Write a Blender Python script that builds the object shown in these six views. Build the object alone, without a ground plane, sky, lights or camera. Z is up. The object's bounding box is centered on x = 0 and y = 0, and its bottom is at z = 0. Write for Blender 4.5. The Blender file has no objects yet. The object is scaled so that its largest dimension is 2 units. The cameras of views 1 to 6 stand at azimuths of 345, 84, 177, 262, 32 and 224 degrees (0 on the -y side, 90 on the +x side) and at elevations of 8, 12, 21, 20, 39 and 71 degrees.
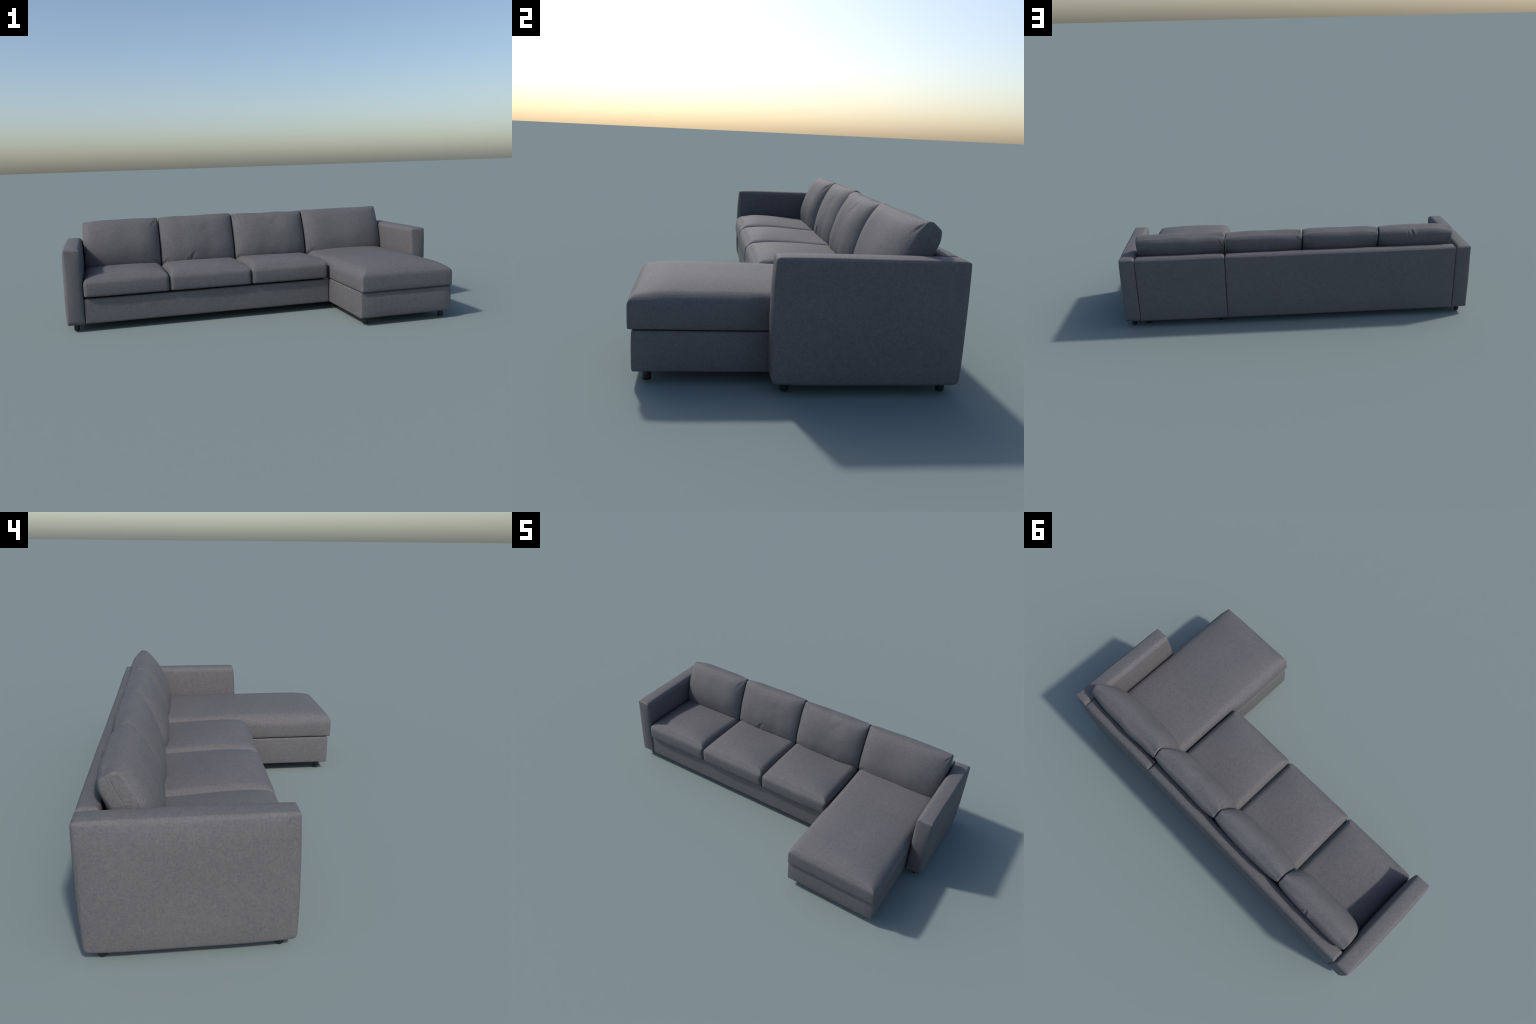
"""Corner sofa with a chaise longue: grey woven upholstery, three seat cushions,
four loose back cushions, two slab armrests, short black legs."""
import bpy, math
import numpy as np

# ------------------------------------------------------------------ materials
def node(nt, kind, **props):
    n = nt.nodes.new(kind)
    for k, v in props.items():
        setattr(n, k, v)
    return n

def fabric_material(name, base, contrast=0.118):
    """Woven melange cloth: slubs running along the three axes, blotches, fine bump."""
    m = bpy.data.materials.new(name)
    m.use_nodes = True
    nt = m.node_tree
    nt.nodes.clear()
    out = node(nt, 'ShaderNodeOutputMaterial')
    bsdf = node(nt, 'ShaderNodeBsdfPrincipled')
    tc = node(nt, 'ShaderNodeTexCoord')

    def noise(scale, detail=2.0, rough=0.55):
        mp = node(nt, 'ShaderNodeMapping')
        mp.inputs['Scale'].default_value = scale
        nt.links.new(tc.outputs['Object'], mp.inputs['Vector'])
        t = node(nt, 'ShaderNodeTexNoise')
        t.inputs['Scale'].default_value = 1.0
        t.inputs['Detail'].default_value = detail
        t.inputs['Roughness'].default_value = rough
        nt.links.new(mp.outputs['Vector'], t.inputs['Vector'])
        return t.outputs['Fac']

    def math_node(op, a, b):
        n = node(nt, 'ShaderNodeMath', operation=op)
        for i, v in enumerate((a, b)):
            if isinstance(v, (int, float)):
                n.inputs[i].default_value = v
            else:
                nt.links.new(v, n.inputs[i])
        return n.outputs[0]

    warp = noise((60, 230, 230))       # threads along x
    weft = noise((230, 60, 230))       # threads along y
    rise = noise((230, 230, 60))       # threads along z
    speck = noise((150, 150, 150), 1.5)
    blot = noise((38, 38, 38), 3.0)
    cloud = noise((6, 6, 6), 2.0)
    s = math_node('ADD', warp, weft)
    s = math_node('ADD', s, rise)
    s = math_node('MULTIPLY', s, 0.7)
    s = math_node('ADD', s, math_node('MULTIPLY', speck, 1.3))
    s = math_node('ADD', s, math_node('MULTIPLY', blot, 0.55))
    s = math_node('ADD', s, math_node('MULTIPLY', cloud, 0.3))
    # mean of s is 0.5 * (2.1 + 1.3 + 0.55 + 0.3)
    s = math_node('SUBTRACT', s, 0.5 * 4.25)
    s = math_node('MULTIPLY', s, 1.3)
    s = math_node('ADD', s, 0.5)
    ramp = node(nt, 'ShaderNodeValToRGB')
    cr = ramp.color_ramp
    lo = [c * (1 - contrast * 1.25) for c in base]
    hi = [c * (1 + contrast * 1.25) for c in base]
    cr.elements[0].position = 0.0
    cr.elements[0].color = (lo[0] * 1.0, lo[1] * 0.99, lo[2] * 1.02, 1)
    cr.elements[1].position = 1.0
    cr.elements[1].color = (hi[0], hi[1], hi[2] * 0.98, 1)
    nt.links.new(s, ramp.inputs['Fac'])
    nt.links.new(ramp.outputs['Color'], bsdf.inputs['Base Color'])
    bump = node(nt, 'ShaderNodeBump')
    bump.inputs['Strength'].default_value = 0.18
    bump.inputs['Distance'].default_value = 0.0012
    nt.links.new(s, bump.inputs['Height'])
    nt.links.new(bump.outputs['Normal'], bsdf.inputs['Normal'])
    bsdf.inputs['Roughness'].default_value = FABRIC_ROUGH
    bsdf.inputs['Specular IOR Level'].default_value = FABRIC_SPEC
    nt.links.new(bsdf.outputs['BSDF'], out.inputs['Surface'])
    return m

def plain_material(name, color, rough, metallic=0.0, grain=0.1):
    m = bpy.data.materials.new(name)
    m.use_nodes = True
    nt = m.node_tree
    bsdf = nt.nodes['Principled BSDF']
    tc = node(nt, 'ShaderNodeTexCoord')
    t = node(nt, 'ShaderNodeTexNoise')
    t.inputs['Scale'].default_value = 140
    nt.links.new(tc.outputs['Object'], t.inputs['Vector'])
    r = node(nt, 'ShaderNodeValToRGB')
    r.color_ramp.elements[0].color = (*[c * (1 - grain) for c in color], 1)
    r.color_ramp.elements[1].color = (*[c * (1 + grain) for c in color], 1)
    nt.links.new(t.outputs['Fac'], r.inputs['Fac'])
    nt.links.new(r.outputs['Color'], bsdf.inputs['Base Color'])
    bsdf.inputs['Roughness'].default_value = rough
    bsdf.inputs['Metallic'].default_value = metallic
    return m

FABRIC_ROUGH = 0.77
FABRIC_SPEC = 0.5
FABRIC = (0.1065, 0.1035, 0.109)
fabric = fabric_material('grey_woven_fabric', FABRIC)
black = plain_material('black_plastic', (0.012, 0.012, 0.013), 0.45)
felt = plain_material('pale_glide_plastic', (0.35, 0.34, 0.32), 0.6)
steel = plain_material('grey_steel', (0.22, 0.21, 0.19), 0.45, 0.6)

# ------------------------------------------------------------------- geometry
def axis_lines(lo, hi, rlo, rhi, step, extra=()):
    """Grid lines along one axis: dense inside the rounded ends, even between."""
    k = 6
    a = [lo + rlo * i / k for i in range(k)]
    b = [hi - rhi * i / k for i in range(k)]
    n = max(2, int(round((hi - rhi - lo - rlo) / step)))
    mid = list(np.linspace(lo + rlo, hi - rhi, n + 1))
    pts = sorted(set(round(v, 6) for v in a + mid + b + list(extra)))
    return np.array(pts)

def block_grid(X, Y, Z):
    """Closed box surface made of the grid lines X, Y, Z (shared vertices)."""
    index, verts, faces = {}, [], []
    nx, ny, nz = len(X) - 1, len(Y) - 1, len(Z) - 1
    def vid(i, j, k):
        key = (i, j, k)
        if key not in index:
            index[key] = len(verts)
            verts.append((X[i], Y[j], Z[k]))
        return index[key]
    for i in range(nx):
        for j in range(ny):
            faces.append((vid(i, j, 0), vid(i, j + 1, 0), vid(i + 1, j + 1, 0), vid(i + 1, j, 0)))
            faces.append((vid(i, j, nz), vid(i + 1, j, nz), vid(i + 1, j + 1, nz), vid(i, j + 1, nz)))
    for i in range(nx):
        for k in range(nz):
            faces.append((vid(i, 0, k), vid(i + 1, 0, k), vid(i + 1, 0, k + 1), vid(i, 0, k + 1)))
            faces.append((vid(i, ny, k), vid(i, ny, k + 1), vid(i + 1, ny, k + 1), vid(i + 1, ny, k)))
    for j in range(ny):
        for k in range(nz):
            faces.append((vid(0, j, k), vid(0, j, k + 1), vid(0, j + 1, k + 1), vid(0, j + 1, k)))
            faces.append((vid(nx, j, k), vid(nx, j + 1, k), vid(nx, j + 1, k + 1), vid(nx, j, k + 1)))
    return np.array(verts, float), faces

def round_edges(P, lo, hi, radii):
    """Round box edges. radii: {'x+z-': r} rounds the edge where x is high and z low."""
    ax = {'x': 0, 'y': 1, 'z': 2}
    for key, r in radii.items():
        if r <= 0:
            continue
        (a, sa), (b, sb) = (ax[key[0]], key[1]), (ax[key[2]], key[3])
        ca = hi[a] - r if sa == '+' else lo[a] + r
        cb = hi[b] - r if sb == '+' else lo[b] + r
        da = (P[:, a] - ca) * (1 if sa == '+' else -1)
        db = (P[:, b] - cb) * (1 if sb == '+' else -1)
        m = (da > 0) & (db > 0)
        d = np.hypot(da, db)
        f = np.where(m & (d > r), r / np.maximum(d, 1e-9), 1.0)
        P[:, a] = np.where(m, ca + (P[:, a] - ca) * f, P[:, a])
        P[:, b] = np.where(m, cb + (P[:, b] - cb) * f, P[:, b])
    return P

ALL_EDGES = ['x-y-', 'x-y+', 'x+y-', 'x+y+', 'x-z-', 'x-z+', 'x+z-', 'x+z+',
             'y-z-', 'y-z+', 'y+z-', 'y+z+']

def soft_block(lo, hi, r, step, over=None, extra=((), (), ())):
    """Rounded box; returns rounded points, normalised box coords (-1..1) and faces."""
    lo, hi = np.array(lo, float), np.array(hi, float)
    radii = {k: r for k in ALL_EDGES}
    radii.update(over or {})
    def rmax(axis, sign):
        return max([v for k, v in radii.items() if axis + sign in k] + [0.002])
    lines = []
    for i, a in enumerate('xyz'):
        lines.append(axis_lines(lo[i], hi[i], rmax(a, '-'), rmax(a, '+'), step, extra[i]))
    P, F = block_grid(*lines)
    P0 = P.copy()
    N = (P - (lo + hi) / 2) / ((hi - lo) / 2)
    P = round_edges(P, lo, hi, radii)
    return P, N, F

def rounded_coords(P, lo, hi):
    """Box coordinates (-1..1) of points after rounding."""
    lo, hi = np.array(lo), np.array(hi)
    return np.clip((P - (lo + hi) / 2) / ((hi - lo) / 2), -1, 1).T

def wobble(P, seed, scale, amp):
    """Sum of sine waves: soft unevenness of stuffed cloth, one value per point."""
    rng = np.random.default_rng(seed)
    v = np.zeros(len(P))
    for i in range(9):
        k = rng.normal(size=3)
        k *= scale * (0.6 + 0.9 * rng.random()) / np.linalg.norm(k)
        v += np.sin(P @ k + rng.random() * 6.283)
    return amp * v / 3.0

def hump(t, p=2.6, q=1.0):
    """1 in the middle, 0 at |t| = 1."""
    return np.clip(1 - np.abs(t) ** p, 0, 1) ** q

def smoothstep(a, b, t):
    t = np.clip((t - a) / (b - a), 0, 1)
    return t * t * (3 - 2 * t)

root = bpy.data.objects.new('corner_sofa', None)
bpy.context.scene.collection.objects.link(root)
root['label'] = 'grey fabric corner sofa with chaise longue and loose cushions'
root['category'] = 'sofa'

def add_mesh(name, P, F, mat, parent=root, origin=None):
    origin = P.mean(axis=0) if origin is None else np.array(origin, float)
    me = bpy.data.meshes.new(name)
    me.from_pydata([tuple(p) for p in P - origin], [], F)
    me.validate()
    me.update()
    for p in me.polygons:
        p.use_smooth = True
    me.materials.append(mat)
    ob = bpy.data.objects.new(name, me)
    bpy.context.scene.collection.objects.link(ob)
    ob.parent = parent
    ob.location = tuple(origin)
    return ob

# --------------------------------------------------------------- main measures
ARM_IN, ARM_OUT = 0.9035, 0.988     # armrest slab, inner and outer face
BACK, FRONT = 0.502, -0.074         # rear face and front of the sofa part
PANEL = 0.438                       # front face of the backrest panels
FLOOR_GAP = 0.037                   # underside of the upholstery
ARM_TOP = 0.4175
JOINT = 0.4045                      # where sofa module and chaise module meet
CHAISE_FRONT = -0.503

# ------------------------------------------------------------------- armrests
def armrest(side):
    lo = (ARM_IN, FRONT, FLOOR_GAP - 0.003)
    hi = (ARM_OUT, BACK, ARM_TOP)
    P, N, F = soft_block(lo, hi, 0.007, 0.02, over={
        'x-z+': 0.022, 'x+z+': 0.010, 'x+z-': 0.010, 'x-z-': 0.004,
        'y-z-': 0.020, 'y+z-': 0.024, 'y-z+': 0.010, 'y+z+': 0.013,
        'x-y-': 0.008, 'x-y+': 0.004, 'x+y-': 0.007, 'x+y+': 0.007})
    u, v, w = N.T
    P[:, 0] += smoothstep(0, 1, u) * 0.0118 * hump(v, 7) * hump(w * 0.96 + 0.04, 6)
    P[:, 0] -= smoothstep(0.6, 1, -u) * 0.006 * hump(v, 5) * hump(w, 4) * smoothstep(-0.4, 0.3, w)
    P[:, 1] += -smoothstep(0.6, 1, -v) * 0.009 * hump(w, 3) * hump(u, 3)
    P[:, 1] += smoothstep(0.6, 1, v) * 0.007 * hump(w, 3) * hump(u, 3)
    P[:, 2] += smoothstep(0.7, 1, w) * 0.004 * hump(v, 6) * hump(u, 2)
    P[:, 2] -= smoothstep(0.7, 1, -w) * 0.003 * hump(v, 4)
    P[:, 0] += wobble(P, 11 if side > 0 else 12, 22, 0.0007) * smoothstep(0.3, 1, u)
    if side < 0:
        P[:, 0] *= -1
        F = [f[::-1] for f in F]
    return add_mesh('armrest', P, F, fabric)

armrest(-1)
armrest(1)

# ------------------------------------------------------------- backrest panels
def backrest_panel(x0, x1, seed):
    P, N, F = soft_block((x0, PANEL, FLOOR_GAP), (x1, BACK, ARM_TOP - 0.001), 0.005, 0.022, over={
        'y+z+': 0.014, 'y-z+': 0.016, 'x-z+': 0.016, 'x+z+': 0.014, 'y+z-': 0.008, 'x-y-': 0.012, 'x+y-': 0.010})
    u, v, w = N.T
    P[:, 1] += smoothstep(0.2, 1, v) * 0.005 * hump(u, 14) * hump(w, 7)
    P[:, 2] += smoothstep(0.7, 1, w) * 0.003 * hump(v, 2) * hump(u, 8)
    P[:, 1] += wobble(P, seed, 18, 0.0006) * smoothstep(0.3, 1, v)
    return add_mesh('backrest_panel', P, F, fabric)

backrest_panel(-ARM_IN + 0.001, JOINT - 0.001, 21)
backrest_panel(JOINT + 0.001, ARM_IN - 0.001, 22)

# ------------------------------------------------------------------ seat bases
def base_block(name, lo, hi, bulge, seed):
    P, N, F = soft_block(lo, hi, 0.006, 0.022, over={'y-z+': 0.008, 'y-z-': 0.010})
    u, v, w = N.T
    P[:, 1] -= smoothstep(0.7, 1, -v) * bulge * hump(w, 3) * hump(u, 8)
    if lo[1] < -0.3:
        free = smoothstep(-0.085, -0.16, P[:, 1]) * smoothstep(CHAISE_FRONT, CHAISE_FRONT + 0.06, P[:, 1])
        P[:, 0] += free * (smoothstep(0.85, 1, u) * 0.006 - smoothstep(0.85, 1, -u) * 0.004) * hump(w, 3)
    P[:, 1] += wobble(P, seed, 20, 0.0006) * smoothstep(0.5, 1, -v)
    return add_mesh(name, P, F, fabric)

base_block('seat_base', (-ARM_IN + 0.002, FRONT + 0.0008, FLOOR_GAP), (JOINT - 0.001, PANEL - 0.001, 0.166), 0.001, 31)
base_block('chaise_base', (JOINT + 0.001, -0.490, FLOOR_GAP), (ARM_IN - 0.003, PANEL - 0.001, 0.167), 0.006, 32)

# --------------------------------------------------------------- seat cushions
def seat_cushion(x0, x1, seed):
    lo, hi = (x0 + 0.002, -0.085, 0.176), (x1 - 0.002, PANEL - 0.004, 0.273)
    P, N, F = soft_block(lo, hi, 0.016, 0.014, over={
        'x-z+': 0.036, 'x+z+': 0.036, 'y-z+': 0.034, 'x-y-': 0.012, 'x+y-': 0.012,
        'x-z-': 0.010, 'x+z-': 0.010, 'y-z-': 0.009})
    u, v, w = N.T
    ur, vr, wr = rounded_coords(P, lo, hi)
    top = smoothstep(-0.2, 0.9, wr)
    depth = np.clip((vr + 1) / 2, 0, 1)                      # 0 front .. 1 back
    rise = np.where(depth < 0.20, np.sin(np.clip(depth / 0.20, 0, 1) * math.pi / 2),
                    1 - 0.85 * smoothstep(0.2, 0.85, depth))
    P[:, 2] += top * 0.026 * hump(ur, 2.6, 0.95) * rise - top * 0.006 * smoothstep(0.3, 0.9, depth)
    P[:, 1] -= smoothstep(0.75, 1, -v) * 0.009 * hump(u, 24) * hump(w * 0.85 + 0.12, 2.4)
    side = smoothstep(0.85, 1, np.abs(u)) * np.sign(u)
    P[:, 0] += side * 0.0035 * hump(w, 2) * hump(v, 6)
    P[:, 2] += wobble(P, seed, 16, 0.0014) * top
    P[:, 1] += wobble(P, seed + 50, 20, 0.0010) * smoothstep(0.8, 1, -v)
    return add_mesh('seat_cushion', P, F, fabric)

SEATS = [-ARM_IN + 0.001, -0.471, -0.0365, 0.397]
for i in range(3):
    seat_cushion(SEATS[i], SEATS[i + 1], 40 + i)

def chaise_cushion():
    lo, hi = (JOINT + 0.0015, CHAISE_FRONT, 0.169), (ARM_IN - 0.004, PANEL - 0.004, 0.270)
    P, N, F = soft_block(lo, hi, 0.008, 0.014, over={
        'x-z+': 0.042, 'x+z+': 0.042, 'y-z+': 0.028, 'y+z+': 0.03,
        'x-y-': 0.006, 'x+y-': 0.006})
    u, v, w = N.T
    ur, vr, wr = rounded_coords(P, lo, hi)
    top = smoothstep(-0.2, 0.9, wr)
    d = (vr + 1) / 2
    prof = np.where(d < 0.13, np.sin(np.clip(d / 0.13, 0, 1) * math.pi / 2) ** 1.0, 1 - 0.55 * smoothstep(0.25, 0.85, d))
    P[:, 2] += top * 0.032 * hump(ur, 3.0, 0.95) * prof
    free = smoothstep(-0.085, -0.16, P[:, 1]) * smoothstep(CHAISE_FRONT, CHAISE_FRONT + 0.06, P[:, 1])
    P[:, 0] += free * (smoothstep(0.6, 1, ur) * 0.007 - smoothstep(0.6, 1, -ur) * 0.005) * hump(wr, 3)
    P[:, 1] -= smoothstep(0.8, 1, -v) * 0.004 * hump(u, 10) * hump(w, 3)
    P[:, 2] += wobble(P, 61, 12, 0.0014) * top
    P[:, 1] += wobble(P, 62, 18, 0.0008) * smoothstep(0.8, 1, -v)
    return add_mesh('chaise_cushion', P, F, fabric)

chaise_cushion()

# --------------------------------------------------------------- back cushions
# side profiles of a cushion: (height 0..1, y) at its middle and at its ends
BOTTOM, TOP = 0.240, 0.513
MID_FRONT = [(0, .290), (.12, .276), (.27, .272), (.5, .281), (.72, .302), (.90, .334), (1, .362)]
END_FRONT = [(0, .310), (.10, .303), (.35, .310), (.65, .338), (.9, .372), (1, .388)]
MID_BACK = [(0, .405), (.3, .426), (.58, .436), (.72, .446), (.87, .451), (1, .440)]
END_BACK = [(0, .372), (.3, .392), (.6, .411), (.85, .436), (1, .440)]

def curve(pts, t):
    """Smooth (monotone-ish cubic) interpolation through profile points."""
    x = np.array([p[0] for p in pts]); y = np.array([p[1] for p in pts])
    s = np.gradient(y, x)
    t = np.clip(t, 0, 1)
    i = np.clip(np.searchsorted(x, t, side='right') - 1, 0, len(x) - 2)
    h = x[i + 1] - x[i]
    q = (t - x[i]) / h
    return ((1 + 2 * q) * (1 - q) ** 2 * y[i] + q * (1 - q) ** 2 * h * s[i]
            + q * q * (3 - 2 * q) * y[i + 1] + q * q * (q - 1) * h * s[i + 1])

def back_cushion(x0, x1, seed, puff=(1.0, 1.0), sag=0.0, creases=(), corner=(0, 0), lean=(0.0, 0.0)):
    """puff: how full the low-x / high-x ends are; creases: (face, u, w, angle, length, width, depth)."""
    width = x1 - x0
    h = TOP - BOTTOM
    # build in real-size box of depth 0.12, then remap its depth onto the profiles
    L, H = (x0 + 0.002, -0.06, BOTTOM), (x1 - 0.002, 0.06, TOP)
    P, N, F = soft_block(L, H, 0.010, 0.0055, over={
        'y-z+': 0.020, 'y+z+': 0.020, 'x-y-': 0.008, 'x+y-': 0.008, 'x-y+': 0.012, 'x+y+': 0.012,
        'x-z+': 0.007, 'x+z+': 0.007}, extra=((), (-0.004, -0.0022, -0.001, 0.0, 0.001, 0.0022, 0.004), ()))
    u, v, w = N.T
    t = np.clip((P[:, 2] - BOTTOM) / h, 0, 1)
    uu = (P[:, 0] - (x0 + x1) / 2) / (width / 2)
    pf = np.where(uu < 0, puff[0], puff[1])
    full = hump(np.clip(np.abs(uu), 0, 1), 4.2, 0.85)
    full = full ** (1.0 / np.maximum(pf, 0.2))
    front = curve(END_FRONT, t) * (1 - full) + curve(MID_FRONT, t) * full
    front = front + (lean[0] * (1 - t) + lean[1] * np.sin(np.clip(t, 0, 1) * math.pi * 0.75)) * (0.3 + 0.7 * full)
    back = curve(END_BACK, t) * (1 - full) + curve(MID_BACK, t) * full
    s = (P[:, 1] + 0.06) / 0.12                       # 0 front .. 1 back
    Y = front + (back - front) * s
    Z = P[:, 2].copy()
    X = P[:, 0].copy()
    # top edge: crowned across the depth, sagging or rising along the length
    tw = smoothstep(0.6, 1.0, t)
    Z += tw * (0.006 * full + sag * full + 0.004 - 0.023 * smoothstep(0.3, 1.0, s) * (1 - 0.5 * full))
    Z += tw * smoothstep(0.55, 1.0, np.abs(uu)) * np.where(uu < 0, corner[0], corner[1])
    # end faces bow outwards in the middle, seam groove down their centre line
    endw = smoothstep(0.93, 1.0, np.abs(u)) * np.sign(u)
    X += endw * 0.004 * hump(2 * s - 1, 2) * hump(2 * t - 1, 2.5)
    X -= endw * 0.0010 * np.exp(-((P[:, 1]) / 0.0016) ** 2) * (np.abs(u) > 0.999)
    X -= np.sign(uu) * smoothstep(0.8, 1, np.abs(uu)) * 0.0015 * hump(2 * t - 1, 2.0)
    fr, bk = smoothstep(0.55, 1, -v), smoothstep(0.55, 1, v)
    wob = wobble(P, seed, 26, 0.0020) + wobble(P, seed + 7, 60, 0.0008)
    Y += fr * wob + bk * wobble(P, seed + 3, 30, 0.0016)
    Z += tw * wobble(P, seed + 5, 32, 0.0016)
    for face, cu, cw, ang, ln, wd, dp in creases:
        dx, dz = (P[:, 0] - (x0 + x1) / 2) - cu * width / 2, P[:, 2] - (BOTTOM + cw * h)
        a = dx * math.cos(ang) + dz * math.sin(ang)
        b = -dx * math.sin(ang) + dz * math.cos(ang) + 6.0 * a * a
        g = np.exp(-(a / ln) ** 2) * (np.exp(-(b / wd) ** 2) - 0.7 * np.exp(-((b - 1.9 * wd) / wd) ** 2))
        if face == 'front':
            Y += fr * dp * g
        elif face == 'back':
            Y -= bk * dp * g
        else:
            # crease over the top edge: b measured along x only
            g = np.exp(-(dx / wd) ** 2) - 0.6 * np.exp(-((dx - 1.8 * wd) / wd) ** 2)
            Z -= tw * dp * g
    return add_mesh('back_cushion', np.stack([X, Y, Z], 1), F, fabric)

back_cushion(-0.8955, -0.4715, 70, puff=(1.25, 0.9), sag=-0.003, corner=(-0.006, 0.0), lean=(0.0, 0.002), creases=[
    ('back', 0.10, 0.93, 1.25, 0.030, 0.006, 0.005), ('back', 0.22, 0.90, 1.7, 0.022, 0.005, 0.0035),
    ('front', 0.86, 0.90, 0.8, 0.020, 0.007, 0.0028), ('front', -0.92, 0.94, -0.6, 0.014, 0.004, 0.003),
    ('front', 0.90, 0.10, -0.9, 0.03, 0.006, 0.003)])
back_cushion(-0.4700, -0.0378, 80, puff=(0.9, 1.0), sag=-0.001, corner=(-0.002, 0.001), lean=(0.002, 0.012), creases=[
    ('front', -0.18, 0.20, 1.15, 0.026, 0.008, 0.0034), ('front', -0.30, 0.12, 1.3, 0.02, 0.006, 0.003),
    ('front', -0.88, 0.10, 0.9, 0.035, 0.009, 0.0015), ('front', 0.25, 0.75, 0.3, 0.05, 0.018, 0.0012)])
back_cushion(-0.0352, 0.4002, 90, puff=(0.9, 1.0), sag=-0.005, corner=(0.002, 0.0), lean=(-0.003, 0.003), creases=[
    ('front', -0.91, 0.93, -0.9, 0.016, 0.006, 0.009), ('front', -0.78, 0.88, -0.8, 0.02, 0.006, 0.003),
    ('front', 0.20, 0.86, 0.4, 0.03, 0.012, 0.002), ('front', -0.90, 0.10, 0.9, 0.03, 0.009, 0.0015),
    ('back', -0.9, 0.92, 0.9, 0.02, 0.006, 0.003)])
back_cushion(0.4025, 0.8985, 100, puff=(0.95, 0.9), sag=-0.003, corner=(0.003, 0.0), lean=(-0.008, 0.003), creases=[
    ('front', -0.90, 0.10, 0.9, 0.035, 0.009, 0.002), ('back', -0.93, 0.85, 1.2, 0.03, 0.005, 0.004),
    ('front', 0.93, 0.92, 0.9, 0.016, 0.005, 0.003)])

# ------------------------------------------------------------------------ legs
def turned(profile, n=28):
    """Solid of revolution around z from (radius, z) points, closed at both ends."""
    V, F = [], []
    for r, z in profile:
        for i in range(n):
            a = 2 * math.pi * i / n
            V.append((r * math.cos(a), r * math.sin(a), z))
    m = len(profile)
    for k in range(m - 1):
        for i in range(n):
            j = (i + 1) % n
            F.append((k * n + i, k * n + j, (k + 1) * n + j, (k + 1) * n + i))
    F.append(tuple(range(n))[::-1])
    F.append(tuple((m - 1) * n + i for i in range(n)))
    return np.array(V), F

def turned_mesh(name, profile, mat):
    V, F = turned(profile)
    me = bpy.data.meshes.new(name)
    me.from_pydata([tuple(v) for v in V], [], F)
    for p in me.polygons:
        p.use_smooth = len(p.vertices) == 4
    me.materials.append(mat)
    return me

leg_mesh = turned_mesh('leg', [(.0100, .0015), (.0125, .0022), (.0135, .0045), (.0143, .030), (.0143, .050)], black)
glide_mesh = turned_mesh('glide', [(.0078, 0.0), (.0084, .0004), (.0084, .0030)], black)
pale_glide_mesh = turned_mesh('glide', [(.0094, 0.0), (.0101, .0004), (.0101, .0020)], felt)

LEGS = [(-.947, -.031, 0), (-.947, .457, 0), (.948, -.030, 0), (.948, .457, 0),
        (.867, -.446, 1), (.446, -.446, 1), (.867, .450, 1), (.4475, .450, 1),
        (.4475, -.030, 1), (.867, -.030, 1)]
for x, y, pale in LEGS:
    leg = bpy.data.objects.new('leg', leg_mesh)
    bpy.context.scene.collection.objects.link(leg)
    leg.parent = root
    leg.location = (x, y, 0)
    g = bpy.data.objects.new('glide', pale_glide_mesh if pale else glide_mesh)
    bpy.context.scene.collection.objects.link(g)
    g.parent = leg

# steel rail of the fold-out frame peeping out between seat cushion and base
P, N, F = soft_block((0.376, -0.0705, 0.1668), (0.4025, 0.05, 0.1735), 0.0015, 0.03)
add_mesh('frame_rail', P, F, steel)
